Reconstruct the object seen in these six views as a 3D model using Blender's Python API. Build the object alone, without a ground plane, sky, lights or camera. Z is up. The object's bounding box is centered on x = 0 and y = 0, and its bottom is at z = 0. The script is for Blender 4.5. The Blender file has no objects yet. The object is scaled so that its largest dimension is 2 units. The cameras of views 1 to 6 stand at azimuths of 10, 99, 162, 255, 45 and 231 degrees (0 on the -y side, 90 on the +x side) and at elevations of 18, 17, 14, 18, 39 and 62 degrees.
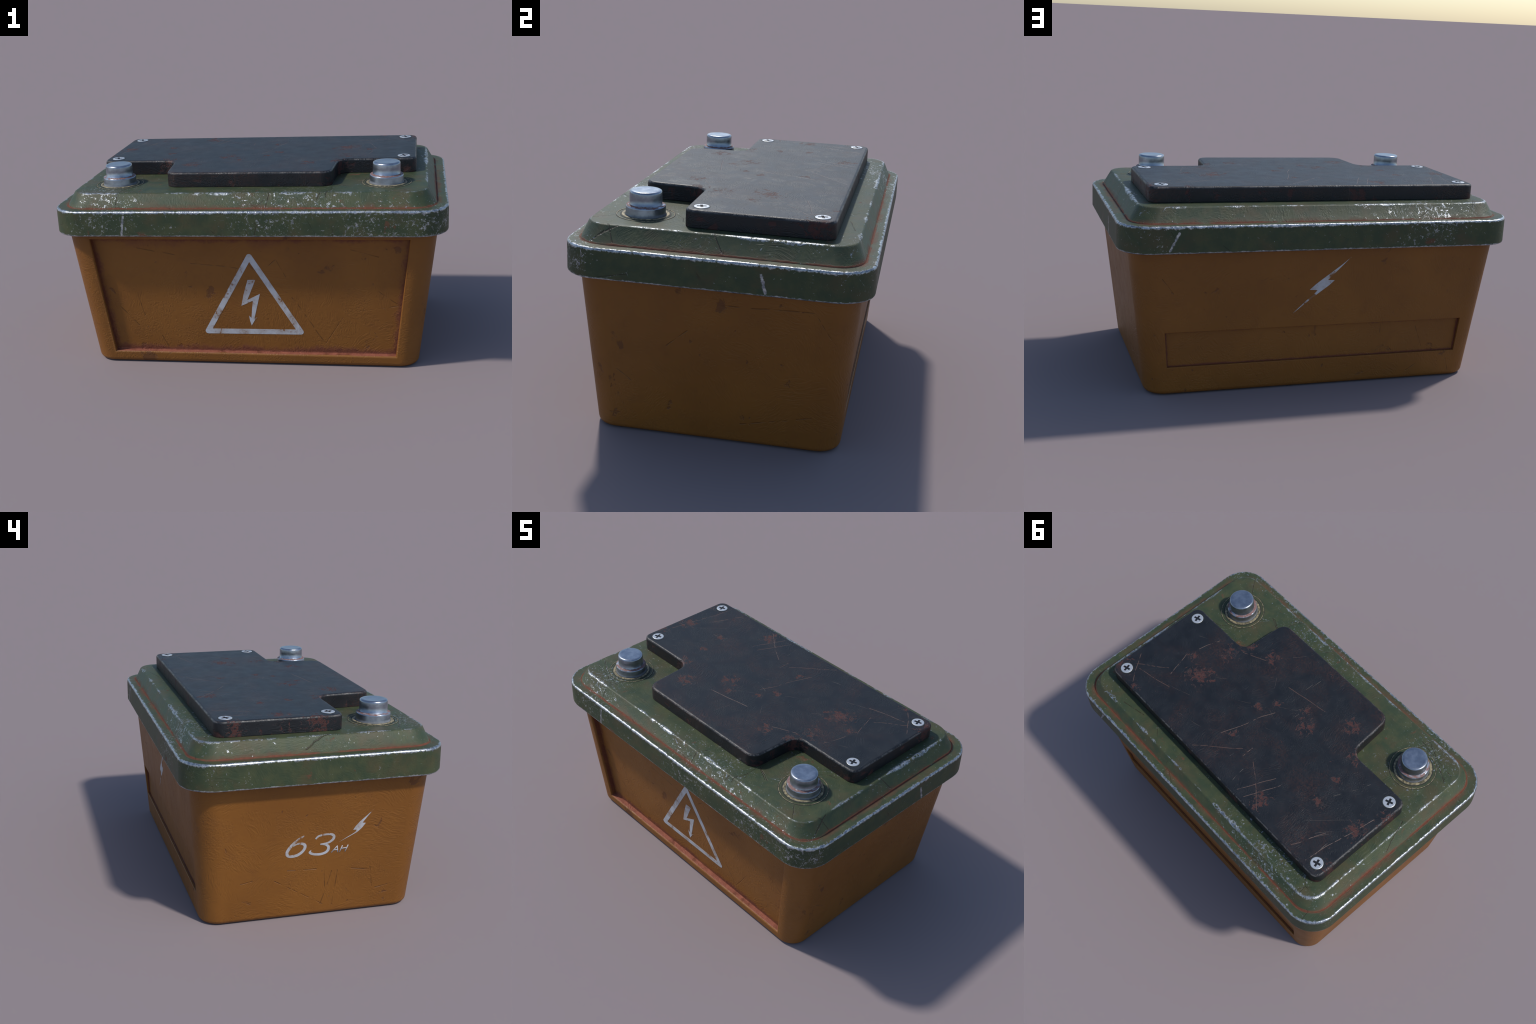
"""A weathered car battery: orange tapered case, green stepped lid, dark screwed-down
cover plate, two metal terminals, painted hazard sign and capacity lettering."""
import bpy, bmesh, math, random
from mathutils import Vector

random.seed(7)
scene = bpy.context.scene

# ------------------------------------------------------------------ dimensions
CASE_X, CASE_X_SLOPE = 0.8585, 0.125      # half width at z = 0, growth per metre of height
CASE_Y, CASE_Y_SLOPE = 0.5405, 0.074
CASE_TOP = 0.745
PANEL_FOOT, PANEL_HEAD = 0.035, 0.039   # depth of the recessed front panel, bottom and top
PANEL_Z0, PANEL_Z1 = 0.060, 0.699
STRIP_DEPTH = 0.015                      # recessed label strip on the back
RIM_X, RIM_Y, RIM_R = 1.000, 0.643, 0.155
RIM_BOTTOM, LEDGE_Z = 0.730, 0.862
DOME_X0, DOME_Y0, DOME_R0 = 0.943, 0.594, 0.120   # foot of the raised lid
DOME_X1, DOME_Y1, DOME_R1 = 0.900, 0.563, 0.098   # its top edge
DOME_Z = 0.9365
PLATE_Z0, PLATE_Z1 = 0.9345, 1.013
TERMINAL_X, TERMINAL_Y = 0.695, -0.359
SCREWS = [(-0.779, 0.404), (-0.777, -0.096), (0.778, 0.405), (0.777, -0.097)]


# ------------------------------------------------------------------ node helper
class Graph:
    """Small expression layer over shader nodes."""

    def __init__(self, name):
        self.material = bpy.data.materials.new(name)
        self.material.use_nodes = True
        self.tree = self.material.node_tree
        self.tree.nodes.clear()
        self.out = self.tree.nodes.new("ShaderNodeOutputMaterial")
        self.coords = self.tree.nodes.new("ShaderNodeTexCoord").outputs["Object"]

    def put(self, socket, value):
        if isinstance(value, Sock):
            value = value.s
        if isinstance(value, bpy.types.NodeSocket):
            self.tree.links.new(value, socket)
        else:
            if socket.type == 'RGBA' and len(value) == 3:
                value = (*value, 1.0)
            socket.default_value = value

    def math(self, op, *args, clamp=False):
        n = self.tree.nodes.new("ShaderNodeMath")
        n.operation, n.use_clamp = op, clamp
        for i, a in enumerate(args):
            self.put(n.inputs[i], a)
        return Sock(self, n.outputs[0])

    def vec(self, op, a, b=None, scale=None, out=0):
        n = self.tree.nodes.new("ShaderNodeVectorMath")
        n.operation = op
        self.put(n.inputs[0], a)
        if b is not None:
            self.put(n.inputs[1], b)
        if scale is not None:
            self.put(n.inputs["Scale"], scale)
        return Sock(self, n.outputs[out])

    def xyz(self, v=None):
        n = self.tree.nodes.new("ShaderNodeSeparateXYZ")
        self.put(n.inputs[0], self.coords if v is None else v)
        return [Sock(self, o) for o in n.outputs]

    def join(self, x, y, z):
        n = self.tree.nodes.new("ShaderNodeCombineXYZ")
        for i, a in enumerate((x, y, z)):
            self.put(n.inputs[i], a)
        return Sock(self, n.outputs[0])

    def mapping(self, scale=(1, 1, 1), rot=(0, 0, 0), loc=(0, 0, 0), v=None):
        n = self.tree.nodes.new("ShaderNodeMapping")
        self.put(n.inputs["Vector"], self.coords if v is None else v)
        n.inputs["Location"].default_value = loc
        n.inputs["Rotation"].default_value = rot
        n.inputs["Scale"].default_value = scale
        return Sock(self, n.outputs[0])

    def noise(self, scale, detail=3.0, rough=0.5, dist=0.0, v=None, color=False):
        n = self.tree.nodes.new("ShaderNodeTexNoise")
        self.put(n.inputs["Vector"], self.coords if v is None else v)
        n.inputs["Scale"].default_value = scale
        n.inputs["Detail"].default_value = detail
        n.inputs["Roughness"].default_value = rough
        n.inputs["Distortion"].default_value = dist
        return Sock(self, n.outputs["Color" if color else "Fac"])

    def voronoi(self, scale, feature='F1', v=None, out="Distance", randomness=1.0):
        n = self.tree.nodes.new("ShaderNodeTexVoronoi")
        n.feature = feature
        self.put(n.inputs["Vector"], self.coords if v is None else v)
        n.inputs["Scale"].default_value = scale
        n.inputs["Randomness"].default_value = randomness
        return Sock(self, n.outputs[out])

    def step(self, x, lo, hi):
        """Smooth ramp from 0 at lo to 1 at hi (lo may exceed hi)."""
        n = self.tree.nodes.new("ShaderNodeMapRange")
        n.interpolation_type = 'SMOOTHSTEP'
        flip = isinstance(lo, (int, float)) and isinstance(hi, (int, float)) and lo > hi
        self.put(n.inputs["Value"], x)
        self.put(n.inputs["From Min"], hi if flip else lo)
        self.put(n.inputs["From Max"], lo if flip else hi)
        n.inputs["To Min"].default_value, n.inputs["To Max"].default_value = (1.0, 0.0) if flip else (0.0, 1.0)
        return Sock(self, n.outputs["Result"])

    def mix(self, fac, a, b):
        n = self.tree.nodes.new("ShaderNodeMix")
        n.data_type = 'RGBA'
        self.put(n.inputs[0], fac)
        self.put(n.inputs[6], a)
        self.put(n.inputs[7], b)
        return Sock(self, n.outputs[2])

    def lerp(self, fac, a, b):
        n = self.tree.nodes.new("ShaderNodeMix")
        n.data_type = 'FLOAT'
        self.put(n.inputs[0], fac)
        self.put(n.inputs[2], a)
        self.put(n.inputs[3], b)
        return Sock(self, n.outputs[0])

    def rounded_box_distance(self, hx, hy, r):
        """Signed distance in plan to a rounded rectangle outline."""
        x, y, _ = self.xyz()
        qx = abs(x) - (hx - r)
        qy = abs(y) - (hy - r)
        ox, oy = qx.max(0.0), qy.max(0.0)
        return (ox * ox + oy * oy).sqrt() + qx.max(qy).min(0.0) - r

    def segment(self, p, a, b):
        """Distance from 2D point p (z = 0) to the segment a-b."""
        ax, ay = a
        d = (b[0] - ax, b[1] - ay, 0.0)
        l2 = d[0] ** 2 + d[1] ** 2
        rel = self.vec('SUBTRACT', p, (ax, ay, 0.0))
        t = self.math('DIVIDE', self.vec('DOT_PRODUCT', rel, d, out=1), l2, clamp=True)
        near = self.vec('SCALE', d, scale=t)
        return self.vec('LENGTH', self.vec('SUBTRACT', rel, near), out=1)

    def nearest_segment(self, p, segs):
        """Distance to the nearest of several segments, evaluated one after the other."""
        best = None
        for a, b in segs:
            q = p
            if best is not None:      # a negligible dependency keeps the shader's working set small
                n = self.tree.nodes.new("ShaderNodeVectorMath")
                n.operation = 'MULTIPLY_ADD'
                self.put(n.inputs[0], best)
                n.inputs[1].default_value = (1e-7, 0.0, 0.0)
                self.put(n.inputs[2], p)
                q = Sock(self, n.outputs[0])
            d = self.segment(q, a, b)
            best = d if best is None else best.min(d)
        return best

    def brush(self, cell=5.0, along=14.0, across=110.0):
        """Short parallel brush ridges whose direction changes from patch to patch."""
        warp = self.noise(4.0, 2.0, color=True)
        v = self.vec('ADD', self.coords, self.vec('SCALE', warp, scale=0.25))
        ang = self.voronoi(cell, v=v, out="Color")
        edge = self.voronoi(cell, 'DISTANCE_TO_EDGE', v=v)
        rot = self.tree.nodes.new("ShaderNodeVectorRotate")
        rot.rotation_type = 'EULER_XYZ'
        bend = self.noise(9.0, 1.0, color=True)
        self.put(rot.inputs["Vector"], self.vec('ADD', self.coords, self.vec('SCALE', bend, scale=0.06)))
        self.put(rot.inputs["Rotation"], self.vec('SCALE', ang, scale=6.28))
        n = self.noise(1.0, 2.0, 0.6, v=self.mapping((along, across, across), v=rot.outputs[0]))
        return (n - 0.5) * self.step(edge, 0.0, 0.12)

    def bump(self, height, strength=1.0, distance=0.002):
        n = self.tree.nodes.new("ShaderNodeBump")
        n.inputs["Strength"].default_value = strength
        n.inputs["Distance"].default_value = distance
        self.put(n.inputs["Height"], height)
        return n.outputs[0]

    def finish(self, color, rough, metal=0.0, normal=None, spec=0.5):
        b = self.tree.nodes.new("ShaderNodeBsdfPrincipled")
        self.put(b.inputs["Base Color"], color)
        self.put(b.inputs["Roughness"], rough)
        self.put(b.inputs["Metallic"], metal)
        b.inputs["Specular IOR Level"].default_value = spec
        if normal is not None:
            self.put(b.inputs["Normal"], normal)
        self.put(self.out.inputs["Surface"], b.outputs[0])
        return self.material


class Sock:
    def __init__(self, g, s):
        self.g, self.s = g, s

    def __add__(self, o): return self.g.math('ADD', self, o)
    def __radd__(self, o): return self.g.math('ADD', o, self)
    def __sub__(self, o): return self.g.math('SUBTRACT', self, o)
    def __rsub__(self, o): return self.g.math('SUBTRACT', o, self)
    def __mul__(self, o): return self.g.math('MULTIPLY', self, o)
    def __rmul__(self, o): return self.g.math('MULTIPLY', o, self)
    def __truediv__(self, o): return self.g.math('DIVIDE', self, o)
    def __abs__(self): return self.g.math('ABSOLUTE', self)
    def max(self, o): return self.g.math('MAXIMUM', self, o)
    def min(self, o): return self.g.math('MINIMUM', self, o)
    def sqrt(self): return self.g.math('SQRT', self)
    def clamp(self): return self.g.math('ADD', self, 0.0, clamp=True)


# ------------------------------------------------------------------ materials
def blob_field(g, blobs):
    """Soft sum of spheres (x, y, z, radius, amount): places where wear gathers."""
    total = None
    for x, y, z, r, amount in blobs:
        d = g.vec('DISTANCE', g.coords, (x, y, z), out=1)
        w = g.step(d, r, 0.0) * amount
        total = w if total is None else total + w
    return total


def hair_lines(g, specs):
    """Thin straight scratches: cell borders of a large Voronoi pattern, kept in patches."""
    total = None
    for i, (scale, width, keep) in enumerate(specs):
        loc = (3.1 * i + 1, 1.7 * i, 0.6 * i)
        edge = g.voronoi(scale, 'DISTANCE_TO_EDGE', v=g.mapping(loc=loc, rot=(0.4 * i, 0.3, 0.5 * i)))
        line = g.step(edge, width * scale, width * scale * 0.3)
        patch = g.step(g.noise(6.0, 2.0, v=g.mapping(loc=(7.3 * i + 2, 4.4 * i, i))), keep, keep + 0.06)
        line = line * patch
        total = line if total is None else total.max(line)
    return total


LID_CUTS = [((-0.617, -0.509), (-0.861, -0.470)), ((-0.660, -0.533), (-0.865, -0.418)), ((-0.622, -0.456), (-0.659, -0.591)),
            ((0.524, -0.453), (0.448, -0.416)), ((0.446, -0.512), (0.364, -0.576)), ((0.156, -0.515), (0.111, -0.591)),
            ((0.430, -0.402), (0.536, -0.450)), ((0.755, -0.480), (0.816, -0.551)), ((0.405, -0.571), (0.432, -0.485)),
            ((-0.728, -0.474), (-0.853, -0.433)), ((0.90, -0.415), (0.935, -0.53)), ((0.89, -0.46), (0.94, -0.425)),
            ((0.895, -0.02), (0.94, 0.03)), ((0.52, 0.50), (0.66, 0.53)), ((-0.88, -0.10), (-0.93, 0.06))]


def lid_paint():
    g = Graph("green_lid_paint")
    x, y, z = g.xyz()
    fine = g.noise(70.0, 4.0, 0.65)
    mid = g.noise(16.0, 4.0, 0.6)
    coarse = g.noise(2.6, 2.0, 0.5)
    # paint: dark green with olive and bluish patches
    paint = g.mix(g.step(mid, 0.35, 0.68), (0.0330, 0.0495, 0.0245), (0.0540, 0.0645, 0.0285))
    paint = g.mix(g.step(g.noise(7.0, 3.0, 0.6, 0.4, v=g.mapping(loc=(3, 9, 1))), 0.46, 0.72) * 0.75,
                  paint, (0.070, 0.056, 0.026))
    paint = g.mix(g.step(g.noise(180.0, 2.0), 0.5, 0.75) * 0.35, paint, (0.022, 0.040, 0.022))
    # worn edges: rim top, rim foot, top edge of the dome
    d_rim = g.rounded_box_distance(RIM_X, RIM_Y, RIM_R)
    d_foot = g.rounded_box_distance(DOME_X0, DOME_Y0, DOME_R0)
    d_top = g.rounded_box_distance(DOME_X1, DOME_Y1, DOME_R1)

    def near(d, d0, z0):
        a, b = d - d0, z - z0
        return (a * a + b * b).sqrt()
    ragged = (fine - 0.5) * 0.022 + (mid - 0.5) * 0.014
    rim_edge = g.step(near(d_rim, -0.003, LEDGE_Z - 0.004) + ragged * 1.3, 0.0100, 0.0040)
    low_edge = g.step(near(d_rim, -0.004, RIM_BOTTOM + 0.002) + ragged * 0.6, 0.0085, 0.0040)
    top_edge = g.step(near(d_top, -0.004, DOME_Z - 0.002) + ragged * 1.7 + (g.noise(5.0, 4.0, 0.6, v=g.mapping(loc=(6, 1, 2))) - 0.5) * 0.075, 0.0060, -0.0010)
    top_edge = top_edge * g.step(fine + (mid - 0.5) * 0.6, 0.36, 0.50)
    edges = rim_edge.max(low_edge).max(top_edge)
    # chips: fine flecks that gather in some places
    gather = blob_field(g, [(-0.72, -0.60, 0.90, 0.30, 0.085), (0.30, -0.66, 0.80, 0.55, 0.065),
                            (0.80, -0.66, 0.80, 0.35, 0.05), (0.10, -0.58, 0.90, 0.40, 0.04),
                            (-0.45, 0.58, 0.92, 0.45, 0.07), (0.86, 0.64, 0.80, 0.25, 0.06),
                            (0.96, -0.6, 0.80, 0.22, 0.07), (0.55, -0.25, 0.936, 0.25, 0.04),
                            (-0.95, 0.5, 0.8, 0.35, 0.04), (-0.62, 0.50, 0.936, 0.28, 0.05)])
    level = g.noise(62.0, 6.0, 0.74, 0.6) + gather + (coarse - 0.5) * 0.20 + (mid - 0.5) * 0.22
    chips = g.step(level, 0.648, 0.684) * 0.9
    specks = g.step(g.noise(120.0, 3.0, 0.6) + gather * 0.8 + (coarse - 0.5) * 0.15, 0.725, 0.755)
    scratch = hair_lines(g, [(3.0, 0.0012, 0.58)]) * g.step(fine, 0.46, 0.62) * 0.8
    rake = None                                            # single deep rakes down the rim
    for gate, u, p, q in ((g.math('GREATER_THAN', x, 0.97), y, (0.201, 0.819), (0.221, 0.744)),
                          (g.math('GREATER_THAN', y, 0.61), x, (0.731, 0.830), (0.776, 0.745)),
                          (g.math('LESS_THAN', y, -0.61), x, (-0.607, 0.835), (-0.623, 0.741))):
        d = g.segment(g.join(u, z, 0.0), p, q) + ragged * 0.7
        m = g.step(d, 0.0065, 0.0025) * gate
        rake = m if rake is None else rake.max(m)
    chips = chips.max(rake)
    bare = edges.max(chips).max(specks).max(scratch * 0.8).clamp()
    # rust: in the crease at the foot of the dome, plus scattered blooms
    wander = (mid - 0.5) * 0.035 + (fine - 0.5) * 0.016
    line = g.step(near(d_foot, 0.001, LEDGE_Z + 0.001) + wander * 0.4, 0.0085, 0.004)
    halo = g.step(near(d_foot, 0.004, LEDGE_Z) + wander, 0.030, 0.006) * g.step(g.noise(6.0, 3.0), 0.44, 0.60)
    bloom = g.step(g.noise(9.0, 5.0, 0.62, 0.5, v=g.mapping(loc=(5, 2, 8))), 0.645, 0.70)
    line = line * g.step(g.noise(4.0, 4.0, 0.6, v=g.mapping(loc=(2, 2, 9))), 0.30, 0.46)
    rust = (line * 0.95).max(halo * 0.45).max(bloom * 0.55).clamp()
    rust_color = g.mix(g.noise(60.0, 3.0), (0.085, 0.024, 0.013), (0.175, 0.060, 0.032))
    # dark cuts through the paint
    cut = hair_lines(g, [(3.7, 0.0014, 0.60)])
    plan = g.join(x + (mid - 0.5) * 0.012, y + (mid - 0.5) * 0.012, 0.0)
    scored = g.step(g.nearest_segment(plan, LID_CUTS), 0.0034, 0.0006) * g.step(z, 0.868, 0.872) * g.step(fine, 0.34, 0.50)
    cut = cut.max(scored)
    color = g.mix(cut * 0.8, paint, (0.030, 0.020, 0.011))
    color = g.mix(bare, color, g.mix(g.step(g.noise(55.0, 4.0, 0.65), 0.36, 0.62), (0.20, 0.225, 0.26), (0.48, 0.50, 0.52)))
    rust_top = rust * (1.0 - edges * 0.9)
    color = g.mix(rust_top, color, rust_color)
    metal = bare * (1.0 - rust_top) * 0.85
    rough = g.lerp(bare, g.lerp(rust, 0.54, 0.85), 0.36 + (fine - 0.5) * 0.9)
    rough = rough + (mid - 0.5) * 0.18
    height = g.brush(6.0, 16.0, 120.0) * 0.8 + g.noise(40.0, 3.0) * 0.35 + bare * g.noise(160.0, 3.0, 0.7) * 0.5 - chips * 0.25 - cut * 0.9 + rust * fine * 0.7
    return g.finish(color, rough, metal, g.bump(height, 0.8, 0.0022), spec=0.34)


CASE_CUTS = {          # scored lines in the case: ends in (along, up) on each side
    "front": [((0.215, 0.37), (0.385, 0.115)), ((0.385, 0.115), (0.475, 0.262)), ((0.56, 0.30), (0.77, 0.335)), ((-0.30, 0.56), (-0.06, 0.53)),
              ((-0.70, 0.31), (-0.61, 0.20)), ((-0.60, 0.40), (-0.57, 0.26)), ((0.14, 0.59), (0.19, 0.49)), ((0.10, 0.545), (0.16, 0.60)),
              ((0.45, 0.655), (0.66, 0.60)), ((0.66, 0.41), (0.76, 0.34)), ((-0.50, 0.16), (-0.46, 0.08)), ((-0.58, 0.64), (-0.36, 0.60))],
    "left": [((0.19, 0.215), (-0.06, 0.06)), ((0.13, 0.27), (-0.02, 0.26)), ((-0.06, 0.26), (-0.07, 0.12)), ((-0.05, 0.06), (-0.10, 0.24)),
             ((-0.20, 0.245), (-0.30, 0.225)), ((-0.30, 0.24), (-0.325, 0.08)), ((-0.315, 0.115), (-0.40, 0.13)), ((0.40, 0.05), (0.33, 0.025)),
             ((-0.065, 0.335), (-0.075, 0.295)), ((-0.13, 0.24), (-0.11, 0.05)), ((0.36, 0.22), (0.30, 0.23))],
    "right": [((0.12, 0.10), (0.43, 0.17)), ((0.03, 0.655), (0.43, 0.66)), ((-0.42, 0.30), (-0.36, 0.25)), ((0.43, 0.64), (0.51, 0.52)),
              ((-0.20, 0.44), (-0.11, 0.52))],
    "back": [((-0.52, 0.325), (-0.58, 0.17)), ((0.35, 0.125), (0.29, 0.04)), ((-0.72, 0.10), (-0.74, 0.03)), ((0.80, 0.60), (0.74, 0.52)),
             ((-0.60, 0.115), (-0.50, 0.045))]}


def case_paint():
    g = Graph("orange_case_paint")
    x, y, z = g.xyz()
    mid = g.noise(11.0, 4.0, 0.6)
    fine = g.noise(75.0, 4.0, 0.65)
    paint = g.mix(g.step(g.noise(3.0, 3.0, 0.5), 0.3, 0.7), (0.186, 0.071, 0.0120), (0.216, 0.084, 0.0140))
    paint = g.mix(g.step(mid, 0.52, 0.80) * 0.35, paint, (0.150, 0.054, 0.012))
    # dull brown abrasions
    scuff = g.step(g.noise(7.5, 6.0, 0.62, 0.6, v=g.mapping(loc=(2, 5, 3))), 0.645, 0.69)
    dots = g.step(g.noise(26.0, 4.0, 0.6, 0.3, v=g.mapping(loc=(1, 8, 4))), 0.715, 0.74)
    wear = (scuff * 0.55).max(dots * 0.6)
    color = g.mix(wear, paint, (0.080, 0.030, 0.016))
    slow = (g.noise(4.0, 2.0) - 0.5) * 0.02
    cut = None
    for side, segs in CASE_CUTS.items():
        gate = {"front": g.math('LESS_THAN', y, -0.40), "back": g.math('GREATER_THAN', y, 0.52),
                "left": g.math('LESS_THAN', x, -0.84), "right": g.math('GREATER_THAN', x, 0.84)}[side]
        plane = g.join((x if side in ("front", "back") else y) + slow, z + slow, 0.0)
        near = g.nearest_segment(plane, segs)
        m = g.step(near, 0.0032, 0.0005) * gate
        cut = m if cut is None else cut.max(m)
    cut = cut * g.step(g.noise(24.0, 2.0), 0.36, 0.60)
    color = g.mix(cut * 0.38, color, (0.050, 0.022, 0.011))
    # rust where dirt and water sit: round the front panel and the back strip
    half_x = CASE_X - 0.110 + z * 0.110                    # panel edge follows the taper
    inside = (CASE_Y + z * CASE_Y_SLOPE) - abs(y)          # depth below the outer skin
    front = g.math('LESS_THAN', y, 0.0)
    wob = (mid - 0.5) * 0.05 + (fine - 0.5) * 0.03
    to_side = half_x - abs(x)
    to_foot = z - 0.060
    to_head = 0.700 - z
    within = g.step(to_side, -0.010, -0.002) * front
    sunk = g.step(inside, 0.008, 0.016)
    rim_d = to_side.min(to_head * 1.3).min(to_foot)
    crease = g.step(rim_d + wob * 1.3, 0.044, 0.004) * sunk * within
    head = g.step(to_head + wob * 2.0, 0.075, 0.0) * g.step(g.noise(5.0, 3.0), 0.46, 0.6) * sunk * within * 0.6
    sill = g.step(to_foot, 0.0085, 0.0025) * g.step(inside + wob * 0.25, 0.004, 0.011) * within * g.step(to_foot, -0.012, -0.006)
    strip_d = (z - 0.144).min(0.325 - z).min(0.762 + (z - 0.144) * 0.085 - abs(x))
    groove = g.step(inside, 0.006, 0.012) * g.step(abs(strip_d) + wob * 0.35, 0.011, 0.004) * (1.0 - front) * g.step(0.800 - abs(x), -0.002, 0.004)
    color = g.mix(crease.max(head).max(groove).clamp() * 0.85, color, g.mix(fine, (0.085, 0.022, 0.014), (0.165, 0.045, 0.030)))
    color = g.mix(sill * g.step(g.noise(14.0, 4.0), 0.30, 0.48), color,
                  g.mix(g.noise(45.0, 4.0, 0.6), (0.150, 0.042, 0.026), (0.340, 0.118, 0.070)))
    height = (g.brush(5.5, 14.0, 120.0) * 1.5 + g.noise(55.0, 4.0, 0.6) * 0.35 + g.noise(9.0, 3.0) * 0.5 - scuff * 0.9 - dots * 1.0 - cut * 1.2
              + (crease + sill).clamp() * fine * 1.4)
    rough = 0.50 + (mid - 0.5) * 0.2 + (wear + crease).clamp() * 0.25
    return g.finish(color, rough, 0.0, g.bump(height, 0.75, 0.0026), spec=0.32)


PLATE_SCRATCHES = [((0.611, 0.027), (0.574, -0.091)), ((0.632, 0.101), (0.582, 0.249)), ((0.768, 0.355), (0.625, 0.233)),
                   ((0.799, 0.287), (0.684, 0.436)), ((0.521, 0.306), (0.722, 0.354)), ((0.112, 0.283), (0.007, -0.022)),
                   ((0.153, 0.441), (-0.037, 0.257)), ((-0.131, 0.267), (-0.362, 0.439)), ((-0.203, 0.432), (-0.29, 0.247)),
                   ((-0.258, 0.436), (-0.335, 0.252)), ((-0.616, 0.430), (-0.695, 0.269)), ((-0.728, 0.429), (-0.80, 0.025)),
                   ((0.087, -0.176), (-0.172, -0.22)), ((-0.072, 0.287), (-0.073, 0.217)), ((0.42, -0.14), (0.30, -0.20))]
PLATE_RUST = [(0.469, 0.124, 0.085), (0.469, -0.078, 0.06), (0.288, -0.24, 0.05), (-0.087, -0.15, 0.035), (0.065, 0.243, 0.035),
              (-0.159, -0.076, 0.06), (-0.342, -0.256, 0.06), (-0.337, 0.392, 0.06), (-0.781, 0.131, 0.075), (0.106, 0.028, 0.035),
              (0.049, -0.059, 0.03), (-0.512, 0.021, 0.03), (0.648, 0.446, 0.035), (0.591, 0.07, 0.04), (-0.532, 0.164, 0.04),
              (-0.48, -0.16, 0.06), (-0.845, -0.02, 0.07), (0.84, 0.40, 0.07), (0.44, -0.19, 0.06), (-0.84, 0.38, 0.05)]


def plate_paint():
    g = Graph("dark_cover_paint")
    x, y, z = g.xyz()
    fine = g.noise(85.0, 4.0, 0.65)
    mid = g.noise(14.0, 4.0, 0.62)
    body = g.mix(g.step(mid, 0.3, 0.7), (0.0060, 0.0075, 0.0102), (0.0095, 0.0115, 0.0148))
    brown = g.step(g.noise(3.4, 4.0, 0.6, 0.4, v=g.mapping(loc=(1, 2, 3))), 0.44, 0.68)
    body = g.mix(brown * g.step(fine, 0.36, 0.66) * 0.9, body, (0.034, 0.016, 0.013))
    plane = g.join(x + (g.noise(5.0, 1.0) - 0.5) * 0.035, y + (g.noise(5.0, 1.0, v=g.mapping(loc=(4, 1, 0))) - 0.5) * 0.035, 0.0)
    marks = g.step(g.nearest_segment(plane, PLATE_SCRATCHES), 0.0026, 0.0004)
    marks = marks * g.step(g.noise(38.0, 2.0), 0.36, 0.52) * g.step(z, 0.985, 1.005)
    rng = random.Random(21)
    fine_cuts = []
    for _ in range(26):
        cx, cy, ang, half = rng.uniform(-0.8, 0.8), rng.uniform(-0.4, 0.44), rng.gauss(0.9, 0.7), rng.uniform(0.03, 0.11)
        fine_cuts.append(((cx - half * math.cos(ang), cy - half * math.sin(ang)), (cx + half * math.cos(ang), cy + half * math.sin(ang))))
    faint = g.step(g.nearest_segment(plane, fine_cuts), 0.0018, 0.0002) * g.step(g.noise(20.0, 2.0), 0.40, 0.62)
    spots = None
    for px, py, r in PLATE_RUST:
        d = g.vec('DISTANCE', plane, (px, py, 0.0), out=1) / r
        spots = d if spots is None else spots.min(d)
    ragged = g.noise(40.0, 5.0, 0.68, 0.8)
    rust = g.step(spots * 0.36 + (0.5 - ragged) * 2.0, 0.22, 0.02)
    flecks = g.step(g.noise(22.0, 5.0, 0.66, 0.6, v=g.mapping(loc=(8, 3, 5))), 0.685, 0.715)
    side = g.step(z, 1.000, 0.990) * g.step(g.noise(10.0, 5.0, 0.66, 0.4), 0.56, 0.64)
    rust = rust.max(flecks).max(side * 0.8).clamp()
    color = g.mix(rust * 0.9, body, g.mix(fine, (0.044, 0.013, 0.011), (0.082, 0.027, 0.022)))
    color = g.mix(faint * 0.40, color, (0.12, 0.085, 0.068))
    color = g.mix(marks * 0.6, color, (0.15, 0.080, 0.058))
    # rubbed upper edge
    point = g.tree.nodes.new("ShaderNodeNewGeometry")
    nz = g.xyz(point.outputs["Normal"])[2]
    rub = g.step(abs(nz - 0.62), 0.34, 0.12) * g.step(fine + (mid - 0.5), 0.46, 0.62)
    color = g.mix(rub * 0.45, color, (0.16, 0.15, 0.14))
    height = g.brush(6.0, 18.0, 170.0) * 1.25 + g.noise(30.0, 3.0) * 0.4 - rust * 0.5 - marks * 0.6 - faint * 0.5
    rough = 0.48 + (mid - 0.5) * 0.22 + rust * 0.22 - rub * 0.08
    return g.finish(color, rough, 0.0, g.bump(height, 0.75, 0.0020), spec=0.42)


def terminal_metal():
    g = Graph("terminal_steel")
    x, y, z = g.xyz()
    fine = g.noise(90.0, 4.0, 0.6)
    mid = g.noise(22.0, 4.0, 0.6)
    color = g.mix(g.step(mid, 0.3, 0.72), (0.23, 0.26, 0.31), (0.36, 0.395, 0.45))
    rust = g.step(abs(z - 0.0442) + (mid - 0.5) * 0.014 + (fine - 0.5) * 0.005, 0.0034, 0.0012)
    drip = g.step(g.noise(28.0, 5.0, 0.66, 0.5), 0.68, 0.72)
    grime = g.step(z + (mid - 0.5) * 0.015, 0.016, 0.004)
    color = g.mix((rust * g.step(g.noise(35.0, 3.0), 0.26, 0.46) * 0.85).max(drip * 0.4), color, (0.150, 0.048, 0.026))
    color = g.mix(grime * 0.6, color, (0.075, 0.068, 0.055))
    metal = 0.92 - (rust.max(grime) * 0.88)
    rough = 0.32 + (mid - 0.5) * 0.22 + (rust.max(grime)) * 0.35
    return g.finish(color, rough, metal, g.bump(fine + g.noise(30.0, 2.0), 0.25, 0.0012))


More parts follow.
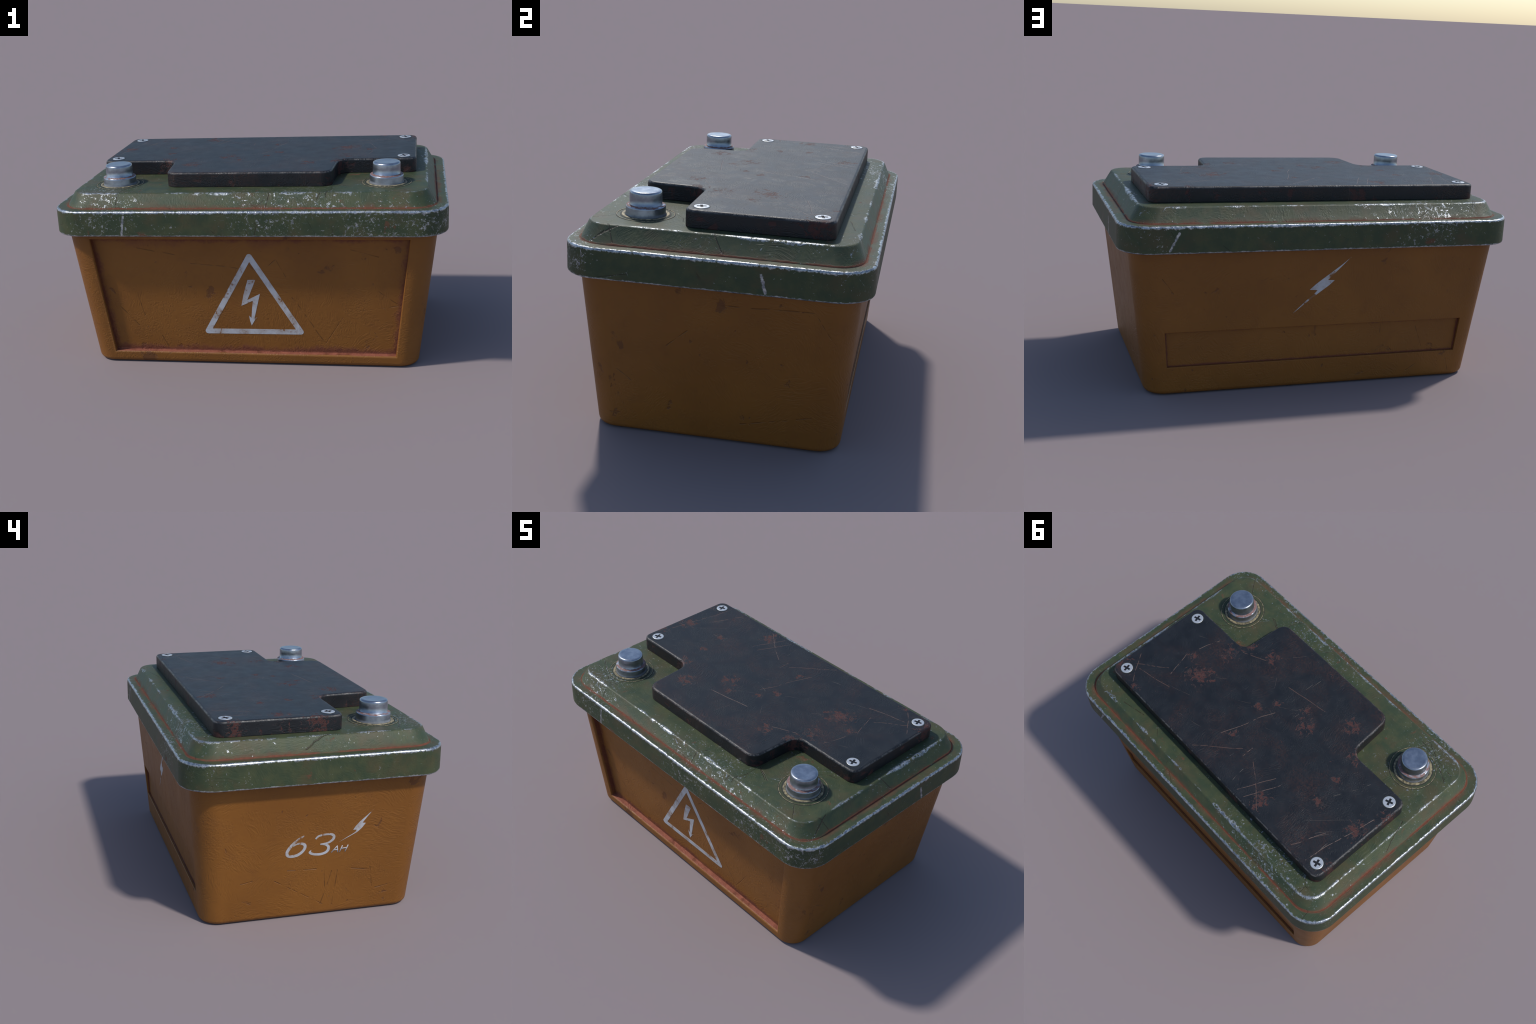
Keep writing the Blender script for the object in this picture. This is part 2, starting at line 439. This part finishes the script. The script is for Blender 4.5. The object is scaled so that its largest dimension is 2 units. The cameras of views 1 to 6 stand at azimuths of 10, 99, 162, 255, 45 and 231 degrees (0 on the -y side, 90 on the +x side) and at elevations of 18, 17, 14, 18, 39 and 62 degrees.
def brass_ring():
    g = Graph("tarnished_ring")
    fine = g.noise(70.0, 4.0, 0.65)
    color = g.mix(g.step(fine, 0.40, 0.62), (0.085, 0.075, 0.042), (0.34, 0.28, 0.165))
    return g.finish(color, 0.55, 0.15, g.bump(fine, 0.8, 0.002))


def dark_groove():
    g = Graph("groove_dark")
    return g.finish(g.mix(g.noise(50.0), (0.012, 0.016, 0.012), (0.028, 0.030, 0.020)), 0.75)


def screw_metal():
    g = Graph("screw_zinc")
    n = g.noise(120.0, 3.0, 0.6)
    color = g.mix(n, (0.40, 0.42, 0.45), (0.58, 0.60, 0.62))
    return g.finish(color, 0.45, 0.55, g.bump(n, 0.3, 0.001))


def screw_recess():
    g = Graph("screw_slot_dirt")
    return g.finish(g.mix(g.noise(60.0), (0.014, 0.015, 0.018), (0.050, 0.024, 0.018)), 0.7)


def white_paint():
    g = Graph("worn_white_marking")
    fine = g.noise(75.0, 5.0, 0.66)
    mid = g.noise(13.0, 4.0, 0.6, 0.3)
    color = g.mix(g.step(mid, 0.38, 0.66) * 0.75, (0.45, 0.46, 0.49), (0.30, 0.235, 0.195))
    gone = g.step(mid + (fine - 0.5) * 0.75 + blob_field(g, [(0.054, 0.576, 0.478, 0.030, 0.5), (-0.13, -0.53, 0.40, 0.05, 0.15), (-0.20, -0.52, 0.22, 0.05, 0.15)]), 0.585, 0.68) * 0.9
    color = g.mix(gone, color, (0.186, 0.073, 0.012))
    return g.finish(color, 0.55, 0.0, g.bump(g.brush(4.5, 12.0, 95.0) * 1.5, 0.5, 0.002), spec=0.4)


# ------------------------------------------------------------------ mesh helpers
def rounded_rect(hx, hy, r, seg=14):
    pts = []
    for cx, cy, a0 in ((hx - r, hy - r, 0), (-hx + r, hy - r, 90), (-hx + r, -hy + r, 180), (hx - r, -hy + r, 270)):
        for i in range(seg + 1):
            a = math.radians(a0 + 90 * i / seg)
            pts.append((cx + r * math.cos(a), cy + r * math.sin(a)))
    return pts


def loft(bm, rings, cap_first=True, cap_last=True, closed=False):
    vs = [[bm.verts.new(p) for p in ring] for ring in rings]
    n = len(vs[0])
    pairs = list(zip(vs, vs[1:])) + ([(vs[-1], vs[0])] if closed else [])
    faces = []
    for lo, hi in pairs:
        faces.append([bm.faces.new((lo[i], lo[(i + 1) % n], hi[(i + 1) % n], hi[i])) for i in range(n)])
    if cap_first:
        bm.faces.new(list(reversed(vs[0])))
    if cap_last:
        bm.faces.new(vs[-1])
    return vs, faces


def make_object(name, bm, materials, parent=None, weighted=True, location=(0, 0, 0)):
    bmesh.ops.recalc_face_normals(bm, faces=bm.faces[:])
    mesh = bpy.data.meshes.new(name)
    bm.to_mesh(mesh)
    bm.free()
    for m in materials:
        mesh.materials.append(m)
    ob = bpy.data.objects.new(name, mesh)
    scene.collection.objects.link(ob)
    ob.location = location
    ob.parent = parent
    for p in mesh.polygons:
        p.use_smooth = True
    if weighted:
        mod = ob.modifiers.new("normals", 'WEIGHTED_NORMAL')
        mod.mode = 'FACE_AREA'
        mod.weight = 100
        mod.keep_sharp = True
        deg = math.radians(48)
        tmp = bmesh.new()
        tmp.from_mesh(mesh)
        for e in tmp.edges:
            e.smooth = not (len(e.link_faces) == 2 and e.calc_face_angle(0.0) > deg)
        tmp.to_mesh(mesh)
        tmp.free()
        bake(ob)
    return ob


def bake(ob):
    deps = bpy.context.evaluated_depsgraph_get()
    mesh = bpy.data.meshes.new_from_object(ob.evaluated_get(deps), depsgraph=deps)
    ob.modifiers.clear()
    old = ob.data
    mesh.name = old.name
    ob.data = mesh
    bpy.data.meshes.remove(old)


def arc_profile(cx, cz, r, a0, a1, steps):
    return [(cx + r * math.cos(math.radians(a0 + (a1 - a0) * i / steps)),
             cz + r * math.sin(math.radians(a0 + (a1 - a0) * i / steps))) for i in range(steps + 1)]


# ------------------------------------------------------------------ case
def build_case(parent, mat):
    bm = bmesh.new()
    r_bottom, seg = 0.024, 12

    def ring(inset, z):
        hx = CASE_X + CASE_X_SLOPE * z - inset
        hy = CASE_Y + CASE_Y_SLOPE * z - inset
        r = 0.098 + 0.035 * z - inset
        return [(px, py, z) for px, py in rounded_rect(hx, hy, r, seg)]
    rings = [ring(r_bottom * 1.6, 0.0)]
    for i in range(7):
        a = math.radians(90 * i / 6)
        rings.append(ring(r_bottom * (1 - math.sin(a)), r_bottom * (1 - math.cos(a))))
    rings.append(ring(0.0, CASE_TOP))
    vs, faces = loft(bm, rings)
    n = len(vs[0])
    # the long flat quads between corner arcs: back (after corner 0), front (after corner 2)
    back, front = faces[-1][seg], faces[-1][3 * (seg + 1) - 1]

    def recess(face, sign, z0, z1, x0, x1, depth, radius, head_depth=None):
        """Cut a tapering rectangular pocket (half width x0 at z0, x1 at z1) into a flat side."""
        corners = sorted(face.verts, key=lambda v: v.co.z)
        low = sorted(corners[:2], key=lambda v: v.co.x)
        high = sorted(corners[2:], key=lambda v: v.co.x)
        outer = [low[0], low[1], high[1], high[0]]
        bm.faces.remove(face)

        def skin(z):
            return sign * (CASE_Y + CASE_Y_SLOPE * z)
        def rect(grow):
            return [(-x0 - grow, z0 - grow), (x0 + grow, z0 - grow), (x1 + grow, z1 + grow), (-x1 - grow, z1 + grow)]
        loops = [outer]
        for k in range(7):                                  # rounded lip
            t = math.radians(90 * k / 6)
            loops.append([bm.verts.new((a, skin(b) - sign * radius * (1 - math.cos(t)), b))
                          for a, b in rect(radius * (1 - math.sin(t)))])
        deep = [depth, depth] + [head_depth or depth] * 2
        loops.append([bm.verts.new((a, skin(b) - sign * d, b)) for (a, b), d in zip(rect(0.0), deep)])
        for p, q in zip(loops, loops[1:]):
            for i in range(4):
                j = (i + 1) % 4
                bm.faces.new((p[i], p[j], q[j], q[i]))
        bm.faces.new(loops[-1])
    recess(front, -1, PANEL_Z0, PANEL_Z1, 0.743, 0.814, PANEL_FOOT, 0.010, PANEL_HEAD)
    recess(back, 1, 0.145, 0.3245, 0.762, 0.777, STRIP_DEPTH, 0.003, 0.022)
    return make_object("case", bm, [mat], parent)


# ------------------------------------------------------------------ lid
def build_lid(parent, mat):
    """Lofted rings, each with the slope (degrees) at which its shading normal rises."""
    bm = bmesh.new()
    rings, rise = [], []

    def add(hx, hy, r, z, deg):
        rings.append([(px, py, z) for px, py in rounded_rect(hx, hy, r)])
        rise.append(deg)

    def rim(o, z, deg):
        add(RIM_X + o, RIM_Y + o, RIM_R + o, z, deg)

    def dome(t, z, deg, inset=0.0):
        add(DOME_X0 + (DOME_X1 - DOME_X0) * t - inset, DOME_Y0 + (DOME_Y1 - DOME_Y0) * t - inset,
            DOME_R0 + (DOME_R1 - DOME_R0) * t - inset, z, deg)
    rim(-0.075, RIM_BOTTOM, -90)
    for i, (o, z) in enumerate(arc_profile(-0.008, RIM_BOTTOM + 0.008, 0.008, -90, 0, 4)):
        rim(o, z, -90 + 22.5 * i)
    for i, (o, z) in enumerate(arc_profile(-0.011, LEDGE_Z - 0.011, 0.011, 0, 90, 6)):
        rim(o, z, 15 * i)
    dome(0, LEDGE_Z, 88, -0.0035)
    dome(0, LEDGE_Z - 0.0025, 75, -0.0010)
    dome(0, LEDGE_Z + 0.0005, 50, 0.0004)
    high = DOME_Z - LEDGE_Z
    dome(0.92, LEDGE_Z + high * 0.92, 43)
    dome(1.0, DOME_Z - 0.0022, 62, 0.0012)
    dome(1.0, DOME_Z, 86, 0.0065)
    dome(1.0, DOME_Z, 90, 0.05)
    loft(bm, rings)
    plan = []
    for a0 in (0, 90, 180, 270):
        plan += [(math.cos(math.radians(a0 + 90 * i / 14)), math.sin(math.radians(a0 + 90 * i / 14))) for i in range(15)]
    normals = [(cx * math.cos(math.radians(d)), cy * math.cos(math.radians(d)), math.sin(math.radians(d))) for d in rise for cx, cy in plan]
    ob = make_object("lid", bm, [mat], parent, weighted=False)
    ob.data.normals_split_custom_set_from_vertices(normals)
    return ob


# ------------------------------------------------------------------ cover plate
def rounded_polygon(corners, seg=8, offset=0.0):
    """Polygon with a fillet radius per corner (x, y, r), listed counter-clockwise; offset grows it."""
    pts, n = [], len(corners)
    for i in range(n):
        p = Vector(corners[i][:2])
        a = (Vector(corners[i - 1][:2]) - p).normalized()
        b = (Vector(corners[(i + 1) % n][:2]) - p).normalized()
        half = a.angle(b) / 2
        r = corners[i][2]
        c = p + (a + b).normalized() * (r / math.sin(half))
        s, e = p + a * (r / math.tan(half)) - c, p + b * (r / math.tan(half)) - c
        turn = math.atan2(s.x * e.y - s.y * e.x, s.dot(e))
        a0 = math.atan2(s.y, s.x)
        for k in range(seg + 1):
            t = a0 + turn * k / seg
            grown = r + offset * (1 if turn > 0 else -1)
            pts.append((c.x + grown * math.cos(t), c.y + grown * math.sin(t)))
    return pts


def build_plate(parent, mat):
    bm = bmesh.new()
    outline = [(-0.842, 0.467, 0.045), (-0.842, -0.157, 0.045), (-0.442, -0.157, 0.060), (-0.422, -0.447, 0.058),
               (0.422, -0.447, 0.058), (0.442, -0.157, 0.060), (0.842, -0.157, 0.045), (0.842, 0.467, 0.045)]
    top_r, low_r = 0.013, 0.006
    prof = [(-0.03, PLATE_Z0)] + arc_profile(-low_r, PLATE_Z0 + low_r, low_r, -90, 0, 4)
    prof += arc_profile(-top_r, PLATE_Z1 - top_r, top_r, 0, 90, 6) + [(-0.022, PLATE_Z1)]
    loft(bm, [[(x, y, z) for x, y in rounded_polygon(outline, 10, o)] for o, z in prof])
    return make_object("cover_plate", bm, [mat], parent)


# ------------------------------------------------------------------ turned parts
def lathe(bm, prof, seg=64, cap_first=False, cap_last=False, closed=False):
    rings = [[(r * math.cos(2 * math.pi * i / seg), r * math.sin(2 * math.pi * i / seg), z) for i in range(seg)] for r, z in prof]
    return loft(bm, rings, cap_first, cap_last, closed)


def build_terminals(parent, metal, ring_mat, groove_mat):
    h = 1.043 - DOME_Z
    prof = [(0.0905, -0.004), (0.0862, 0.0035), (0.0848, 0.0100), (0.0848, 0.0360), (0.0838, 0.0415), (0.0800, 0.0442), (0.0712, 0.0436),
            (0.0690, 0.0455), (0.0690, 0.0760), (0.0690, h - 0.0095), (0.0672, h - 0.0030), (0.0620, h), (0.050, h - 0.0006)]
    bm = bmesh.new()
    lathe(bm, prof, cap_first=True, cap_last=True)
    first = make_object("terminal", bm, [metal], parent, weighted=False, location=(TERMINAL_X, TERMINAL_Y, DOME_Z))
    bm = bmesh.new()
    lathe(bm, [(0.0880, -0.002), (0.0890, 0.0022), (0.0925, 0.0035), (0.1010, 0.0032), (0.1045, -0.002)], closed=True)
    washer = make_object("washer", bm, [ring_mat], first)
    bm = bmesh.new()
    lathe(bm, [(0.1205, -0.002), (0.1212, 0.0018), (0.1238, 0.0018), (0.1245, -0.002)], closed=True)
    seal = make_object("seal_ring", bm, [ring_mat], first)
    bm = bmesh.new()
    lathe(bm, [(0.078, -0.003), (0.078, 0.0012), (0.1085, 0.0012), (0.1090, -0.003)], closed=True)
    dark_band = make_object("dark_collar_band", bm, [groove_mat], first)
    bm = bmesh.new()
    lathe(bm, [(0.1244, -0.003), (0.1244, 0.0008), (0.1268, 0.0008), (0.1275, -0.003)], closed=True)
    lip = make_object("seal_groove", bm, [groove_mat], first)
    second = first.copy()
    scene.collection.objects.link(second)
    second.location = (-TERMINAL_X, TERMINAL_Y, DOME_Z)
    second.rotation_euler = (0, 0, 2.2)
    for part in (washer, seal, dark_band, lip):
        c = part.copy()
        scene.collection.objects.link(c)
        c.parent = second


def build_screws(parent, metal, slot, ring):
    """Countersunk cross-head screws, flush with the cover plate."""
    bm = bmesh.new()
    arm, half, depth, n = 0.0205, 0.0058, 0.0085, 48
    cross = [(half, half), (half, arm), (-half, arm), (-half, half), (-arm, half), (-arm, -half), (-half, -half), (-half, -arm),
             (half, -arm), (half, -half), (arm, -half), (arm, half)]
    inner = [bm.verts.new((x, y, 0)) for x, y in cross]
    face_ring = [bm.verts.new((0.0305 * math.cos(2 * math.pi * i / n), 0.0305 * math.sin(2 * math.pi * i / n), 0)) for i in range(n)]
    edges = [bm.edges.new((inner[i], inner[(i + 1) % 12])) for i in range(12)]
    edges += [bm.edges.new((face_ring[i], face_ring[(i + 1) % n])) for i in range(n)]
    bmesh.ops.triangle_fill(bm, edges=edges, use_beauty=True)
    floor = [bm.verts.new((x * 0.92, y * 0.92, -depth)) for x, y in cross]
    for i in range(12):
        j = (i + 1) % 12
        bm.faces.new((inner[i], inner[j], floor[j], floor[i])).material_index = 1
    bm.faces.new(floor).material_index = 1
    prev = face_ring
    for r, z in ((0.0325, -0.0008), (0.0333, -0.0030), (0.0333, -0.006)):
        cur = [bm.verts.new((r * math.cos(2 * math.pi * i / n), r * math.sin(2 * math.pi * i / n), z)) for i in range(n)]
        for i in range(n):
            bm.faces.new((prev[i], prev[(i + 1) % n], cur[(i + 1) % n], cur[i]))
        prev = cur
    bmesh.ops.recalc_face_normals(bm, faces=bm.faces[:])
    z = PLATE_Z1 + 0.0028
    first = make_object("screw", bm, [metal, slot], parent, weighted=False, location=(*SCREWS[0], z))
    first.data.polygons.foreach_set("use_smooth", [False] * len(first.data.polygons))
    bm = bmesh.new()
    lathe(bm, [(0.0320, -0.004), (0.0320, 0.0006), (0.0362, 0.0006), (0.0368, -0.004)], closed=True, seg=48)
    dark_ring = make_object("countersink", bm, [ring], first, location=(0, 0, -0.0028))
    for i, (x, y) in enumerate(SCREWS):
        if i == 0:
            s = first
        else:
            s = first.copy()
            scene.collection.objects.link(s)
            c = dark_ring.copy()
            scene.collection.objects.link(c)
            c.parent = s
        s.location = (x, y, z)
        s.rotation_euler = (0, 0, math.radians((18, 20, 14, 16)[i]))


# ------------------------------------------------------------------ painted markings
def slab(bm, outline, place, lift=0.0009):
    """A thin layer of paint: 2D outline laid on a side of the case by place(u, v, height)."""
    top = [bm.verts.new(place(u, v, lift)) for u, v in outline]
    low = [bm.verts.new(place(u, v, -0.001)) for u, v in outline]
    n = len(outline)
    bm.faces.new(top)
    for i in range(n):
        bm.faces.new((low[i], low[(i + 1) % n], top[(i + 1) % n], top[i]))


def smooth_path(pts, per=6):
    """Catmull-Rom through (u, v, width) points."""
    out = []
    P = [pts[0]] + list(pts) + [pts[-1]]
    for i in range(1, len(P) - 2):
        for k in range(per):
            t = k / per
            out.append(tuple(0.5 * (2 * P[i][c] + (P[i + 1][c] - P[i - 1][c]) * t
                       + (2 * P[i - 1][c] - 5 * P[i][c] + 4 * P[i + 1][c] - P[i + 2][c]) * t * t
                       + (3 * P[i][c] - P[i - 1][c] - 3 * P[i + 1][c] + P[i + 2][c]) * t ** 3) for c in range(3)))
    out.append(tuple(pts[-1]))
    return out


def stroke(bm, pts, place, lift, smooth=True, closed=False):
    """Brush stroke of varying width."""
    path = smooth_path(pts) if smooth else pts
    n = len(path)
    sides = []
    for i, (u, v, w) in enumerate(path):
        a = path[i - 1] if (i > 0 or closed) else path[i]
        b = path[(i + 1) % n] if (i < n - 1 or closed) else path[i]
        dx, dy = b[0] - a[0], b[1] - a[1]
        l = math.hypot(dx, dy) or 1
        nx, ny = -dy / l * w / 2, dx / l * w / 2
        sides.append([bm.verts.new(place(u + nx, v + ny, lift)), bm.verts.new(place(u - nx, v - ny, lift)),
                      bm.verts.new(place(u - nx, v - ny, -0.001)), bm.verts.new(place(u + nx, v + ny, -0.001))])
    for i in range(n if closed else n - 1):
        a, b = sides[i], sides[(i + 1) % n]
        for k in range(4):
            bm.faces.new((a[k], a[(k + 1) % 4], b[(k + 1) % 4], b[k]))
    if not closed:
        bm.faces.new(sides[0])
        bm.faces.new(list(reversed(sides[-1])))


def on_front(u, v, h):
    y0 = CASE_Y + CASE_Y_SLOPE * PANEL_Z0 - PANEL_FOOT
    y1 = CASE_Y + CASE_Y_SLOPE * PANEL_Z1 - PANEL_HEAD
    return (u, -(y0 + (y1 - y0) * (v - PANEL_Z0) / (PANEL_Z1 - PANEL_Z0) + h), v)


def on_back(u, v, h):
    return (u, CASE_Y + CASE_Y_SLOPE * v + h, v)


def on_left(u, v, h):
    return (-(CASE_X + CASE_X_SLOPE * v + h), u, v)


def build_markings(parent, mat):
    # hazard triangle: mitred inside, rounded outside
    w = 0.0150
    outer = rounded_polygon([(0.0058, 0.6270, w), (-0.2620, 0.1605, w), (0.2810, 0.1635, w)], 8)
    inner = [(0.0058, 0.569), (-0.212, 0.189), (0.230, 0.192)]
    bm = bmesh.new()

    def layer(pts, h):
        return [bm.verts.new(on_front(u, v, h)) for u, v in pts]
    ot, ol, it, il = layer(outer, 0.0009), layer(outer, -0.001), layer(inner, 0.0009), layer(inner, -0.001)
    es = []
    for ring in (ot, it):
        es += [bm.edges.new((ring[i], ring[(i + 1) % len(ring)])) for i in range(len(ring))]
    bmesh.ops.triangle_fill(bm, edges=es)
    for t, l in ((ot, ol), (it, il)):
        for i in range(len(t)):
            bm.faces.new((l[i], l[(i + 1) % len(t)], t[(i + 1) % len(t)], t[i]))
    sign = make_object("warning_triangle", bm, [mat], parent, weighted=False)
    bm = bmesh.new()
    slab(bm, [(-0.009, 0.469), (0.032, 0.471), (-0.003, 0.388), (-0.017, 0.356), (0.051, 0.392), (0.029, 0.307), (0.015, 0.252),
              (0.030, 0.258), (0.013, 0.237), (-0.002, 0.211), (-0.009, 0.237), (-0.013, 0.268), (-0.001, 0.254), (0.007, 0.321),
              (0.012, 0.353), (-0.028, 0.333), (-0.050, 0.323), (-0.035, 0.388)], on_front)
    arrow = make_object("lightning_arrow", bm, [mat], sign, weighted=False)
    bm = bmesh.new()
    slab(bm, [(-0.137, 0.680), (-0.087, 0.628), (-0.051, 0.591), (-0.024, 0.564), (-0.060, 0.562), (-0.032, 0.536), (0.011, 0.504),
              (0.031, 0.489), (0.068, 0.460), (0.144, 0.397), (0.069, 0.472), (0.043, 0.492), (0.025, 0.513), (0.066, 0.517),
              (0.033, 0.547), (-0.012, 0.581), (-0.057, 0.615), (-0.094, 0.643)], on_back)
    bolt = make_object("lightning_bolt", bm, [mat], parent, weighted=False)
    bm = bmesh.new()
    slab(bm, [(-0.291, 0.560), (-0.256, 0.517), (-0.237, 0.491), (-0.254, 0.488), (-0.236, 0.463), (-0.214, 0.443), (-0.187, 0.429),
              (-0.126, 0.398), (-0.162, 0.419), (-0.196, 0.438), (-0.208, 0.448), (-0.210, 0.456), (-0.193, 0.457), (-0.203, 0.474),
              (-0.222, 0.497), (-0.248, 0.520)], on_left)
    bolt2 = make_object("lightning_bolt", bm, [mat], parent, weighted=False)
    # the number 63 in slanted brush script
    bm = bmesh.new()
    stroke(bm, [(0.053, 0.4485, 0.005), (0.066, 0.441, 0.0095), (0.083, 0.430, 0.012), (0.105, 0.411, 0.014),
                (0.122, 0.391, 0.015), (0.134, 0.370, 0.015), (0.134, 0.355, 0.015), (0.125, 0.346, 0.0145), (0.110, 0.343, 0.014),
                (0.083, 0.347, 0.0145), (0.059, 0.363, 0.014), (0.047, 0.383, 0.0145), (0.049, 0.400, 0.0145), (0.067, 0.409, 0.0115),
                (0.090, 0.407, 0.0085), (0.106, 0.398, 0.006)], on_left, 0.0009)
    stroke(bm, [(-0.005, 0.425, 0.009), (-0.018, 0.439, 0.0095), (-0.046, 0.445, 0.009), (-0.076, 0.445, 0.010), (-0.094, 0.437, 0.0135),
                (-0.096, 0.422, 0.014), (-0.085, 0.408, 0.0115), (-0.064, 0.398, 0.009), (-0.030, 0.3945, 0.007)], on_left, 0.0012)
    stroke(bm, [(-0.033, 0.3945, 0.006), (-0.056, 0.391, 0.010), (-0.072, 0.379, 0.0135), (-0.072, 0.361, 0.0145), (-0.059, 0.347, 0.013),
                (-0.033, 0.3405, 0.0125), (-0.005, 0.343, 0.012), (0.012, 0.349, 0.012), (0.021, 0.356, 0.010), (0.014, 0.3655, 0.004)],
           on_left, 0.0009)
    digits = make_object("capacity_number", bm, [mat], parent, weighted=False)
    bm = bmesh.new()
    for k, (a, b, c, d) in enumerate([(-0.089, 0.343, -0.119, 0.378), (-0.1175, 0.378, -0.122, 0.342), (-0.102, 0.3565, -0.121, 0.3565),
                                      (-0.144, 0.377, -0.131, 0.342), (-0.173, 0.378, -0.159, 0.342), (-0.138, 0.3605, -0.166, 0.3635)]):
        stroke(bm, [(a, b, 0.0046), ((a + c) / 2, (b + d) / 2, 0.0050), (c, d, 0.0046)], on_left, 0.0009 + 0.0002 * k, smooth=False)
    make_object("unit_letters", bm, [mat], digits, weighted=False)
    for o in (sign, arrow, bolt, bolt2, digits):
        for p in o.data.polygons:
            p.use_smooth = False


# ------------------------------------------------------------------ assembly
root = bpy.data.objects.new("car_battery", None)
scene.collection.objects.link(root)
root["label"] = "weathered orange car battery with green lid and dark cover"
root["category"] = "car battery"

build_case(root, case_paint())
build_lid(root, lid_paint())
build_plate(root, plate_paint())
groove = dark_groove()
build_terminals(root, terminal_metal(), brass_ring(), groove)
build_screws(root, screw_metal(), screw_recess(), groove)
build_markings(root, white_paint())
